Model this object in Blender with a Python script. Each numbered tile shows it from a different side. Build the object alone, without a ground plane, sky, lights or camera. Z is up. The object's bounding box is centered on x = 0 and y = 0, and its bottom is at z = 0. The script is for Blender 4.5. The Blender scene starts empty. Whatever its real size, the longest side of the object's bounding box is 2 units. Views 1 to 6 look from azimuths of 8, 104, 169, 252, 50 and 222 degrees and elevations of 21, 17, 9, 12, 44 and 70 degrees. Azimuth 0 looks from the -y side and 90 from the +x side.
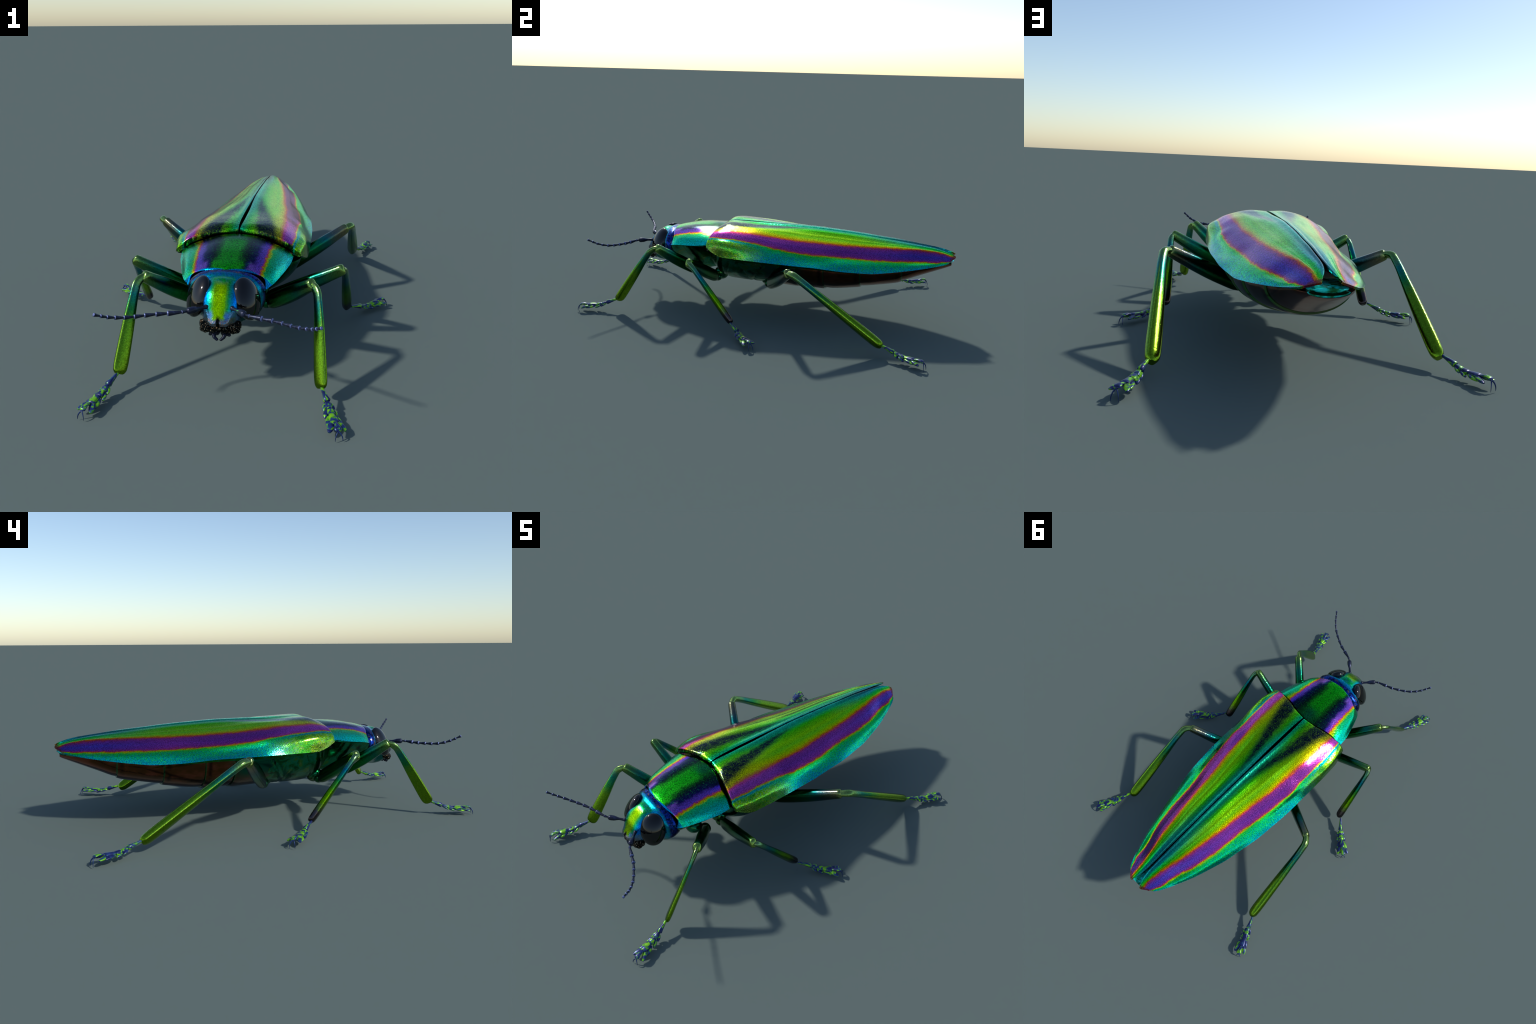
import bpy, bmesh, math, random
import numpy as np
from mathutils import Vector, Matrix, noise as mnoise

random.seed(7)
rng = np.random.default_rng(7)

# ----------------------------------------------------------------- helpers
def pchip(table, q):
    """Monotone cubic through (key, v0, v1, ...) rows, evaluated at q."""
    T = np.array(sorted(table), float)
    x, Y = T[:, 0], T[:, 1:]
    h = np.diff(x)[:, None]
    d = np.diff(Y, axis=0) / h
    m = np.zeros_like(Y)
    m[0], m[-1] = d[0], d[-1]
    for i in range(1, len(x) - 1):
        a, b = d[i - 1], d[i]
        w1, w2 = 2 * h[i] + h[i - 1], h[i] + 2 * h[i - 1]
        ok = a * b > 0
        with np.errstate(divide="ignore", invalid="ignore"):
            hm = (w1 + w2) / (w1 / a + w2 / b)
        m[i] = np.where(ok, hm, 0)
    q = np.clip(np.atleast_1d(np.asarray(q, float)), x[0], x[-1])
    k = np.clip(np.searchsorted(x, q, side="right") - 1, 0, len(x) - 2)
    t = ((q - x[k]) / (x[k + 1] - x[k]))[:, None]
    hh = h[k]
    return ((2 * t**3 - 3 * t**2 + 1) * Y[k] + (t**3 - 2 * t**2 + t) * hh * m[k]
            + (-2 * t**3 + 3 * t**2) * Y[k + 1] + (t**3 - t**2) * hh * m[k + 1])


def catmull(P, keys, q):
    """Smooth curve through points P at parameter keys (finite-difference tangents)."""
    P = np.asarray(P, float); keys = np.asarray(keys, float)
    m = np.zeros_like(P)
    m[1:-1] = (P[2:] - P[:-2]) / (keys[2:] - keys[:-2]).reshape(-1, *([1] * (P.ndim - 1)))
    m[0] = (P[1] - P[0]) / (keys[1] - keys[0])
    m[-1] = (P[-1] - P[-2]) / (keys[-1] - keys[-2])
    q = np.clip(np.asarray(q, float), keys[0], keys[-1])
    k = np.clip(np.searchsorted(keys, q, side="right") - 1, 0, len(keys) - 2)
    sh = (-1, *([1] * (P.ndim - 1)))
    hh = (keys[k + 1] - keys[k]).reshape(sh)
    t = ((q - keys[k]) / (keys[k + 1] - keys[k])).reshape(sh)
    return ((2 * t**3 - 3 * t**2 + 1) * P[k] + (t**3 - 2 * t**2 + t) * hh * m[k]
            + (-2 * t**3 + 3 * t**2) * P[k + 1] + (t**3 - t**2) * hh * m[k + 1])


def make_mesh(name, verts, faces, sharp=40):
    me = bpy.data.meshes.new(name)
    me.from_pydata([tuple(map(float, v)) for v in verts], [], faces)
    bm = bmesh.new(); bm.from_mesh(me)
    bmesh.ops.remove_doubles(bm, verts=bm.verts, dist=1e-6)
    bmesh.ops.recalc_face_normals(bm, faces=bm.faces)
    bm.to_mesh(me); bm.free()
    me.shade_smooth()
    if sharp:
        me.set_sharp_from_angle(angle=math.radians(sharp))
    return me


def grid_faces(n, m, off=0, closed=False):
    f = []
    for i in range(n - 1):
        for j in range(m if closed else m - 1):
            a, b = off + i * m + j, off + i * m + (j + 1) % m
            f.append((a, b, b + m, a + m))
    return f


class Build:
    """Collects lofts into one mesh."""
    def __init__(self):
        self.v, self.f = [], []

    def tube(self, rings, cap0=True, cap1=True):
        rings = np.asarray(rings, float)
        n, m = rings.shape[:2]
        o = len(self.v)
        self.v += list(rings.reshape(-1, 3))
        self.f += grid_faces(n, m, o, True)
        if cap0:
            self.f.append(tuple(range(o, o + m)))
        if cap1:
            self.f.append(tuple(range(o + (n - 1) * m, o + n * m)))
        return self

    def shell(self, outer, inner):
        n, m = outer.shape[:2]
        o = len(self.v)
        self.v += list(outer.reshape(-1, 3)) + list(inner.reshape(-1, 3))
        self.f += grid_faces(n, m, o) + grid_faces(n, m, o + n * m)
        ring = ([i * m for i in range(n)] + [(n - 1) * m + j for j in range(1, m)]
                + [i * m + m - 1 for i in range(n - 2, -1, -1)] + [j for j in range(m - 2, 0, -1)])
        for a, b in zip(ring, ring[1:] + ring[:1]):
            self.f.append((o + a, o + b, o + n * m + b, o + n * m + a))
        return self

    def ball(self, c, axes, nu=24, nv=14, frame=None, power=1.0):
        F = np.eye(3) if frame is None else np.array(frame)
        rings = []
        for i in range(nv + 1):
            th = math.pi * i / nv
            th = min(max(th, 1e-3), math.pi - 1e-3)
            s, co = math.sin(th) ** power, math.cos(th)
            ring = []
            for j in range(nu):
                ph = 2 * math.pi * j / nu
                l = np.array([axes[0] * s * math.cos(ph), axes[1] * s * math.sin(ph), axes[2] * co])
                ring.append(np.array(c) + F @ l)
            rings.append(ring)
        return self.tube(rings)

    def mesh(self, name, sharp=40):
        return make_mesh(name, self.v, self.f, sharp)


def superring(n, hy, hz, p=2.0, pz=0.0):
    """Closed ring in the local y-z plane."""
    out = []
    for j in range(n):
        a = 2 * math.pi * (j + .5) / n
        c, s = math.cos(a), math.sin(a)
        out.append((hy * math.copysign(abs(c) ** (2 / p), c), hz * math.copysign(abs(s) ** (2 / p), s) + pz))
    return out


def normals_of(G):
    du = np.gradient(G, axis=0); dv = np.gradient(G, axis=1)
    N = np.cross(du, dv)
    N /= np.linalg.norm(N, axis=2, keepdims=True) + 1e-12
    return N


def mirrored(me, name):
    m2 = me.copy(); m2.name = name
    m2.transform(Matrix.Scale(-1, 4, (1, 0, 0)))
    m2.flip_normals()
    return m2


ROOT = bpy.data.objects.new("jewel_beetle", None)
bpy.context.scene.collection.objects.link(ROOT)
ROOT.empty_display_size = .2
ROOT["label"] = "iridescent green jewel beetle with purple striped wing cases"
ROOT["category"] = "jewel beetle"


def add(name, me, mat, parent=None, matrix=None):
    o = bpy.data.objects.new(name, me)
    bpy.context.scene.collection.objects.link(o)
    if mat and not me.materials:
        me.materials.append(mat)
    o.parent = parent or ROOT
    if matrix is not None:
        pm = o.parent.matrix_basis if o.parent is not ROOT else Matrix()
        o.matrix_basis = pm.inverted() @ matrix
    return o

# ----------------------------------------------------------------- node helpers
def srgb(r, g, b, k=1.0):
    def f(c):
        c = c / 255
        return c / 12.92 if c <= .04045 else ((c + .055) / 1.055) ** 2.4
    return (min(f(r) * k, 1), min(f(g) * k, 1), min(f(b) * k, 1), 1)


class NT:
    def __init__(self, name):
        self.mat = bpy.data.materials.new(name)
        self.mat.use_nodes = True
        self.t = self.mat.node_tree
        self.bsdf = self.t.nodes["Principled BSDF"]
        self.tc = self.t.nodes.new("ShaderNodeTexCoord")

    def new(self, kind, **kw):
        n = self.t.nodes.new(kind)
        for k, v in kw.items():
            setattr(n, k, v)
        return n

    def put(self, sock, val):
        if isinstance(val, S):
            val = val.s
        if isinstance(val, bpy.types.NodeSocket):
            self.t.links.new(val, sock)
        else:
            sock.default_value = val

    def xyz(self, which="Object"):
        n = self.new("ShaderNodeSeparateXYZ")
        self.put(n.inputs[0], self.tc.outputs[which])
        return [S(self, o) for o in n.outputs]

    def math(self, op, *a):
        n = self.new("ShaderNodeMath", operation=op)
        for i, v in enumerate(a):
            self.put(n.inputs[i], v)
        return S(self, n.outputs[0])

    def curve(self, val, pts):
        n = self.new("ShaderNodeFloatCurve")
        c = n.mapping.curves[0]
        pts = sorted(pts)
        c.points[0].location = pts[0]
        c.points[1].location = pts[-1]
        for p in pts[1:-1]:
            c.points.new(*p)
        n.mapping.update()
        self.put(n.inputs["Value"], val)
        return S(self, n.outputs[0])

    def noise(self, scale, detail=3, rough=.5, vec=None, stretch=None, which="Object", dist=0.0):
        v = self.tc.outputs[which]
        if stretch:
            mp = self.new("ShaderNodeMapping")
            mp.inputs["Scale"].default_value = stretch
            self.put(mp.inputs[0], v)
            v = mp.outputs[0]
        n = self.new("ShaderNodeTexNoise")
        self.put(n.inputs["Vector"], v)
        n.inputs["Scale"].default_value = scale
        n.inputs["Detail"].default_value = detail
        n.inputs["Roughness"].default_value = rough
        n.inputs["Distortion"].default_value = dist
        return S(self, n.outputs[0])

    def voronoi(self, scale, out="Distance", which="Object", feature="F1"):
        n = self.new("ShaderNodeTexVoronoi", feature=feature)
        self.put(n.inputs["Vector"], self.tc.outputs[which])
        n.inputs["Scale"].default_value = scale
        return S(self, n.outputs[out])

    def ramp(self, fac, stops, interp="LINEAR"):
        n = self.new("ShaderNodeValToRGB")
        r = n.color_ramp
        r.interpolation = interp
        while len(r.elements) < len(stops):
            r.elements.new(.5)
        for e, (p, c) in zip(r.elements, stops):
            e.position = p; e.color = c
        self.put(n.inputs[0], fac)
        return n.outputs[0]

    def mix(self, fac, a, b, mode="MIX"):
        n = self.new("ShaderNodeMix", data_type="RGBA", blend_type=mode)
        self.put(n.inputs[0], fac); self.put(n.inputs[6], a); self.put(n.inputs[7], b)
        return n.outputs[2]

    def finish(self, color, metallic=1.0, rough=.3, bump=None, bump_strength=.3, bump_dist=.002, coat=0.0, spec=.5):
        b = self.bsdf
        self.put(b.inputs["Base Color"], color)
        b.inputs["Metallic"].default_value = metallic
        self.put(b.inputs["Roughness"], rough)
        b.inputs["Coat Weight"].default_value = coat
        b.inputs["Specular IOR Level"].default_value = spec
        if coat:
            b.inputs["Coat Roughness"].default_value = .15
        if bump is not None:
            n = self.new("ShaderNodeBump")
            n.inputs["Strength"].default_value = bump_strength
            n.inputs["Distance"].default_value = bump_dist
            self.put(n.inputs["Height"], bump)
            self.t.links.new(n.outputs[0], b.inputs["Normal"])
        return self.mat


class S:
    """A float socket with arithmetic."""
    def __init__(self, nt, s):
        self.nt, self.s = nt, s
    def __add__(self, o): return self.nt.math("ADD", self, o)
    __radd__ = __add__
    def __sub__(self, o): return self.nt.math("SUBTRACT", self, o)
    def __rsub__(self, o): return self.nt.math("SUBTRACT", o, self)
    def __mul__(self, o): return self.nt.math("MULTIPLY", self, o)
    __rmul__ = __mul__
    def __truediv__(self, o): return self.nt.math("DIVIDE", self, o)
    def abs(self): return self.nt.math("ABSOLUTE", self)
    def min(self, o): return self.nt.math("MINIMUM", self, o)
    def max(self, o): return self.nt.math("MAXIMUM", self, o)
    def clamp(self):
        m = self.nt.math("ADD", self, 0.0); m.s.node.use_clamp = True
        return m
    def step(self, a, b):
        """smoothstep: 0 at a, 1 at b"""
        n = self.nt.new("ShaderNodeMapRange", interpolation_type="SMOOTHSTEP")
        self.nt.put(n.inputs[0], self)
        inv = False
        if not isinstance(a, S) and not isinstance(b, S) and a > b:
            a, b, inv = b, a, True
        self.nt.put(n.inputs[1], a); self.nt.put(n.inputs[2], b)
        r = S(self.nt, n.outputs[0])
        return 1.0 - r if inv else r
    def band(self, a, b, soft):
        return self.step(a - soft, a + soft) * self.step(b + soft, b - soft)

# ----------------------------------------------------------------- wing case curves (y, x, z)
SUT = [(-.256, .004, .476), (-.22, .006, .481), (-.15, .008, .482), (-.04, .008, .482), (.1, .005, .483), (.2, .003, .483),
       (.36, .0025, .477), (.487, .0025, .469), (.585, .0025, .460), (.688, .003, .452), (.8, .003, .438), (.88, .004, .428),
       (.93, .008, .419), (.96, .015, .409), (.985, .025, .398)]
CRE = [(-.268, .075, .470), (-.245, .077, .480), (-.22, .078, .484), (-.17, .077, .483), (-.09, .073, .478), (0, .063, .475), (.1, .057, .475),
       (.2, .05, .474), (.36, .045, .467), (.5, .042, .459), (.65, .036, .447), (.8, .028, .434), (.9, .023, .421), (.996, .031, .394)]
VEI = [(-.28, .125, .464), (-.24, .128, .474), (-.2, .130, .477), (-.1, .124, .475), (.08, .105, .468), (.224, .092, .457), (.372, .079, .45),
       (.51, .076, .443), (.64, .063, .436), (.72, .057, .432), (.85, .044, .42), (.92, .036, .411), (.998, .036, .390)]
UPP = [(-.293, .186, .447), (-.25, .185, .455), (-.2, .184, .458), (-.09, .182, .456), (.03, .173, .445), (.163, .164, .434), (.33, .142, .425),
       (.484, .126, .421), (.608, .107, .421), (.737, .086, .42), (.81, .068, .418), (.855, .058, .415), (.926, .048, .406), (.994, .045, .387)]
LOW = [(-.303, .226, .426), (-.26, .233, .430), (-.2, .236, .430), (-.1, .236, .423), (0, .234, .411), (.06, .237, .404), (.164, .23, .389),
       (.31, .212, .379), (.42, .192, .374), (.57, .178, .371), (.71, .153, .371), (.826, .117, .369), (.9, .104, .370),
       (.945, .088, .372), (.972, .073, .375)]
RIM = [(-.305, .268, .380), (-.26, .281, .356), (-.21, .289, .341), (-.06, .292, .337), (.14, .2905, .334), (.285, .281, .331),
       (.37, .273, .325), (.43, .262, .320), (.5, .248, .3165), (.57, .2355, .3155), (.665, .21, .323), (.765, .18, .335), (.85, .146, .346),
       (.935, .108, .362), (.957, .093, .367)]
FLK = [(-.305, .256, .403), (-.25, .272, .406), (-.2, .280, .405), (-.15, .280, .400), (-.06, .273, .386), (.05, .263, .372), (.14, .256, .362),
       (.285, .245, .353), (.4, .236, .351), (.5, .222, .349), (.665, .191, .351), (.765, .163, .356), (.85, .134, .360), (.9645, .083, .371)]
KEYS = [0, .17, .33, .5, .73, .87, 1]


def wing_case():
    n, m = 170, 72
    t = np.linspace(0, 1, n)
    t = t + .06 * np.sin(2 * np.pi * t) / (-2 * np.pi) * 1.0      # a little denser at both ends
    lines = []
    for tab in (SUT, CRE, VEI, UPP, LOW, FLK, RIM):
        y0, y1 = tab[0][0], tab[-1][0]
        y = y0 + (y1 - y0) * t
        xz = pchip(tab, y)
        lines.append(np.stack([xz[:, 0], y, xz[:, 1]], 1))
    v = np.linspace(0, 1, m)
    G = catmull(np.array(lines), KEYS, v)            # m, n, 3
    G = np.transpose(G, (1, 0, 2)).copy()
    N = normals_of(G)
    N *= np.sign(N[:, :, 2:3].mean() + 1e-9)
    tt, vv = np.meshgrid(t, v, indexing="ij")
    fade = np.clip((tt - .06) / .2, 0, 1) * np.clip((1 - tt) / .1, 0, 1)
    relief = .0022 * np.exp(-((vv - .03) / .022) ** 2) * np.clip((tt - .03) / .1, 0, 1)      # raised sutural bead
    relief -= .0012 * np.exp(-((vv - .09) / .035) ** 2) * fade
    for c, a in ((.20, .0007), (.345, .0011), (.60, .0004)):                    # long ribs
        relief += a * np.exp(-((vv - c) / .024) ** 2) * fade
    relief += .002 * np.exp(-(((tt - .05) / .05) ** 2 + ((vv - .58) / .16) ** 2))             # shoulder swelling
    G += N * relief[..., None]
    # front edge turned down into a notched slope that tucks under the pronotum
    front = []
    for k, (dy, dz) in enumerate(((.004, -.040), (-.002, -.030), (-.005, -.018), (-.0045, -.008), (-.002, -.0025))):
        row = G[0].copy()
        amp = (.0, .7, 1.0, .8, .3)[k]
        notch = .0013 * amp * np.sin(v * 120 + 3 * np.sin(v * 37) + 2 * np.sin(v * 91)) * np.clip(1.3 - 1.2 * v, 0, 1)
        side = np.clip((v - .72) / .28, 0, 1)
        row[:, 1] += dy * (1 - .6 * side) + notch * .6
        row[:, 2] += dz * (1 - .85 * side) + notch
        row[:, 0] -= side * .010 * (1 - k / 5)
        front.append(row)
    G = np.concatenate([np.array(front), G])
    N = np.concatenate([np.repeat(N[:1], 5, 0), N])
    tt = np.concatenate([np.zeros((5, m)), tt]); vv = np.concatenate([np.repeat(vv[:1], 5, 0), vv])
    thick = .007 + 0 * tt
    thick *= 1 - .55 * (vv > .985)
    I = G - N * thick[..., None]
    I[:, -1, 0] -= .008
    I[:, 0, 0] = np.maximum(I[:, 0, 0], .0015)
    return Build().shell(G, I).mesh("wing_case", 50)

# ----------------------------------------------------------------- pronotum
PCEN = [(-.578, 0, .418), (-.55, 0, .427), (-.5, 0, .437), (-.444, 0, .447), (-.386, 0, .453), (-.32, 0, .458), (-.266, 0, .455)]
PMID = [(-.570, .075, .411), (-.5, .08, .430), (-.45, .082, .440), (-.38, .084, .447), (-.279, .084, .450)]
PSTR = [(-.553, .127, .391), (-.483, .138, .41), (-.445, .142, .4175), (-.37, .147, .427), (-.301, .152, .431)]
PSID = [(-.552, .147, .372), (-.50, .170, .388), (-.45, .182, .396), (-.38, .194, .405), (-.306, .203, .411)]
PRIM = [(-.566, .152, .338), (-.533, .178, .350), (-.486, .197, .359), (-.421, .217, .367), (-.371, .230, .375), (-.318, .236, .386)]


def pronotum():
    n, m = 70, 41
    t = np.linspace(0, 1, n)
    L = []
    for tab in (PCEN, PMID, PSTR, PSID, PRIM):
        y0, y1 = tab[0][0], tab[-1][0]
        y = y0 + (y1 - y0) * t
        xz = pchip(tab, y)
        L.append(np.stack([xz[:, 0], y, xz[:, 1]], 1))
    mir = np.array([-1, 1, 1])
    P = np.array([l * mir for l in L[:0:-1]] + L)
    k = np.array([-1, -.72, -.55, -.28, 0, .28, .55, .72, 1])
    G = np.transpose(catmull(P, k, np.linspace(-1, 1, 2 * m - 1)), (1, 0, 2)).copy()
    N = normals_of(G)
    if N[:, m, 2].mean() < 0:
        N = -N
    G[0] -= N[0] * .0035; G[1] -= N[1] * .001
    G[-1] -= N[-1] * .006; G[-2] -= N[-2] * .002
    I = G - N * (.004 + .008 * np.clip(t * 8, 0, 1))[:, None, None]
    I[:, 0, 0] += .010; I[:, -1, 0] -= .010
    return Build().shell(G, I).mesh("pronotum", 50)


def half_section(hw, ztop, zbot, n=36, p=2.0, roof=.02):
    """Closed cross-section: a shallow roof above, a rounded keel below."""
    pts = []
    for j in range(n + 1):
        a = math.pi * j / n
        c, s = math.cos(a), math.sin(a)
        pts.append((hw * math.copysign(abs(c) ** (2 / p), c), ztop - (ztop - zbot) * abs(s) ** (2 / p)))
    for j in range(1, 12):
        u = -1 + 2 * j / 12
        pts.append((hw * u, ztop + roof * (1 - u * u)))
    return pts


KEEL = [(-.36, .21), (-.31, .175), (-.27, .150), (-.188, .139), (-.09, .137), (.06, .139), (.186, .143), (.33, .147), (.5, .174),
        (.6, .195), (.73, .225), (.81, .262), (.91, .308), (.985, .343)]
RIMW = [(r[0], r[1], r[2]) for r in RIM if r[0] > -.22 and r[0] < .94]


def body_slice(y, grow=0.0):
    w, z = pchip([(-.36, .14, .345), (-.315, .17, .345), (-.268, .26, .342)] + RIMW + [(.965, .080, .362), (.985, .066, .366)], y)[0]
    zb = pchip(KEEL, y)[0][0]
    w = w - pchip([(-.4, .03), (-.1, .026), (.08, .036), (.3, .045), (.6, .042), (.8, .036), (.93, .019), (.985, .002)], y)[0][0]
    p = pchip([(-.36, 1.5), (-.2, 1.65), (.0, 1.7), (.3, 2.05), (.99, 1.9)], y)[0][0]
    return [(x, y, zz) for x, zz in half_section(w + grow, z - .006, zb - grow, p=p, roof=.010)]


def sternite(y0, y1, last=False):
    rings = []
    n = 14
    for i in range(n + 1):
        u = i / n
        y = y0 + (y1 - y0) * u
        g = -.0065 + .0085 * u ** .6
        if u > .93: g -= .0018
        rings.append(body_slice(y, g))
    return Build().tube(rings, True, not last).mesh("sternite", 35)

# ----------------------------------------------------------------- materials
def iridescent_wing():
    nt = NT("wing_case_metal")
    x, y, z = nt.xyz()
    j1 = nt.noise(30, 4, .65, stretch=(1.6, .45, 1.6))
    j2 = nt.noise(240, 2, .6)
    j3 = nt.noise(70, 3, .6, stretch=(1.5, .5, 1.5))
    ax = x.abs() + (j1 - .5) * .018 + (j3 - .5) * .010 + (j2 - .5) * .006
    t = ((y + .31) / 1.31)
    def c(tab):
        return nt.curve(t, [((r[0] + .31) / 1.31, r[1] * 3) for r in tab]) / 3
    U, L, R = c(UPP), c(LOW), c(RIM)
    w = ((ax / U).clamp() + ((ax - U) / (L - U)).clamp() + ((ax - L) / (R - L)).clamp()) / 3
    w = w + (nt.noise(210, 2, .7) - .5) * .035
    k = WING_GAIN
    def C(r, g, b): return srgb(r, g, b, k)
    mid = nt.ramp(w, [(0, C(0, 70, 70)), (.02, C(30, 150, 115)), (.06, C(0, 130, 80)), (.11, C(36, 152, 14)), (.2, C(114, 166, 5)), (.245, C(100, 170, 18)), (.27, C(124, 168, 5)),  # light teal near 0.02 is the seam crest's reflection, baked into the ramp
                      (.30, C(160, 155, 0)), (.325, C(185, 80, 20)), (.342, C(145, 42, 78)), (.38, C(112, 42, 104)), (.5, C(98, 40, 108)), (.60, C(110, 38, 104)), (.645, C(140, 42, 80)),
                      (.662, C(195, 90, 20)), (.675, C(145, 155, 0)), (.70, C(25, 160, 45)), (.77, C(5, 156, 78)), (.88, C(0, 148, 98)), (.96, C(0, 128, 118)), (1, C(0, 132, 138))])
    rear = nt.ramp(w, [(0, C(10, 40, 45)), (.06, C(20, 90, 90)), (.12, C(0, 125, 110)), (.19, C(5, 154, 45)), (.25, C(36, 165, 10)), (.285, C(140, 150, 0)), (.32, C(185, 80, 5)),
                       (.345, C(130, 36, 60)), (.40, C(92, 40, 108)), (.5, C(60, 46, 122)), (.6, C(76, 40, 112)), (.645, C(130, 36, 74)), (.665, C(190, 80, 12)), (.69, C(155, 165, 0)),
                       (.74, C(15, 165, 25)), (.83, C(5, 158, 62)), (.93, C(0, 142, 108)), (1, C(0, 126, 132))])
    front = nt.ramp(w, [(0, C(20, 150, 110)), (.03, C(0, 150, 80)), (.07, C(45, 155, 15)), (.13, C(100, 155, 15)), (.2, C(120, 155, 12)), (.26, C(165, 165, 5)), (.30, C(185, 170, 10)), (.325, C(205, 100, 40)),
                        (.35, C(185, 55, 100)), (.42, C(150, 58, 128)), (.55, C(130, 52, 126)), (.63, C(150, 52, 104)), (.655, C(205, 100, 25)), (.672, C(150, 160, 10)), (.69, C(0, 135, 110)),
                        (.73, C(0, 128, 120)), (.79, C(90, 165, 10)), (.86, C(130, 170, 0)), (1, C(105, 135, 12))])
    yn = y + (j1 - .5) * .10
    col = nt.mix(yn.step(.45, .85), mid, rear)
    shoulder = w * .55
    col = nt.mix((yn - (1.0 - (w * 1.0)).max(0.0) * 0.0).step(.06, -.16), col, front)
    # yellow shoulder patch reaches further back on the flank, blue haze behind it
    haze = y.band(.02, .22, .08) * w.band(.76, .95, .06)
    col = nt.mix(haze * .4, col, C(0, 95, 140))
    mott = nt.noise(120, 3, .7)
    low = w.step(.70, .76)
    col = nt.mix(low * mott.step(.50, .62) * .55, col, C(30, 160, 40))
    col = nt.mix(low * mott.step(.48, .38) * .45, col, C(0, 80, 130))
    patch = nt.noise(26, 4, .65).step(.40, .62) * y.step(.0, -.1) * w.step(.74, .80)
    col = nt.mix(patch * .8, col, C(30, 130, 40))
    rimf = w.step(.93, .99) * y.step(-.15, -.24)
    col = nt.mix(rimf * .7, col, C(90, 100, 50))
    # dark velvet along the inner front part, broken by bright specks
    inner = w.step(.045, .085) * w.step(.235 - .0, .175)
    inner_edge = w + (j3 - .5) * .06 + y.min(.1) * .16
    dk = inner_edge.step(.055, .115) * ((y * .43 + w).step(.210, .135)) * y.step(.42, .12)
    speck = nt.noise(170, 2, .6).step(.54, .68)
    speck2 = nt.noise(42, 3, .6).step(.45, .65)
    dk = dk * (1.0 - speck * .45) * (1.0 - speck2 * .12)
    col = nt.mix(dk, col, C(14, 22, 34))
    slope = (y + .2575 + x.abs() * .205 + (w - .72).max(0.0) * .15).step(.002, -.003) * w.step(.95, .80)
    painted_glint = nt.noise(110, 3, .7, stretch=(1, .5, .5))
    col = nt.mix(slope, col, nt.ramp(painted_glint, [(.46, C(2, 12, 5)), (.56, C(6, 70, 18)), (.63, C(80, 110, 15)), (.71, C(170, 170, 70))]))  # sparkle of the front edge painted as bright flecks on near-black green
    pits = nt.noise(150, 2, .65).step(.50, .60) * y.step(-.06, -.24) * w.step(.345, .30)
    col = nt.mix(pits * .6, col, C(6, 22, 14))
    pits2 = nt.noise(120, 2, .65).step(.54, .62) * y.step(-.02, -.24) * w.step(.68, .72)
    col = nt.mix(pits2 * .5, col, C(10, 50, 14))
    # fine line of the vein
    fv = nt.noise(380, 2, .7)
    col = nt.mix((fv - .5).abs() * .9, col, nt.mix(fv.step(.5, .6), C(10, 40, 40), C(160, 190, 90)), "SOFT_LIGHT")
    # brown tip
    tip = (y + (nt.noise(60, 2) - .5) * .02 - x.abs() * -.35).step(.985, 1.0)
    col = nt.mix(tip * .9, col, C(95, 35, 30))
    h = nt.voronoi(190) * .9 + nt.noise(260, 3, .7) * .8 + nt.noise(75, 3, .6) * 1.0
    grain = nt.voronoi(210) * .55 + nt.noise(190, 3, .75) * .9
    col = nt.mix(1.0, col, nt.ramp(grain, [(.42, (.42, .42, .42, 1)), (.62, (.85, .85, .85, 1)), (.85, (1.35, 1.35, 1.35, 1))]), "MULTIPLY")
    return nt.finish(col, 1.0, .115, h, .20, .0020)


WING_GAIN = 2.0
BODY_GAIN = 1.8


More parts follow.
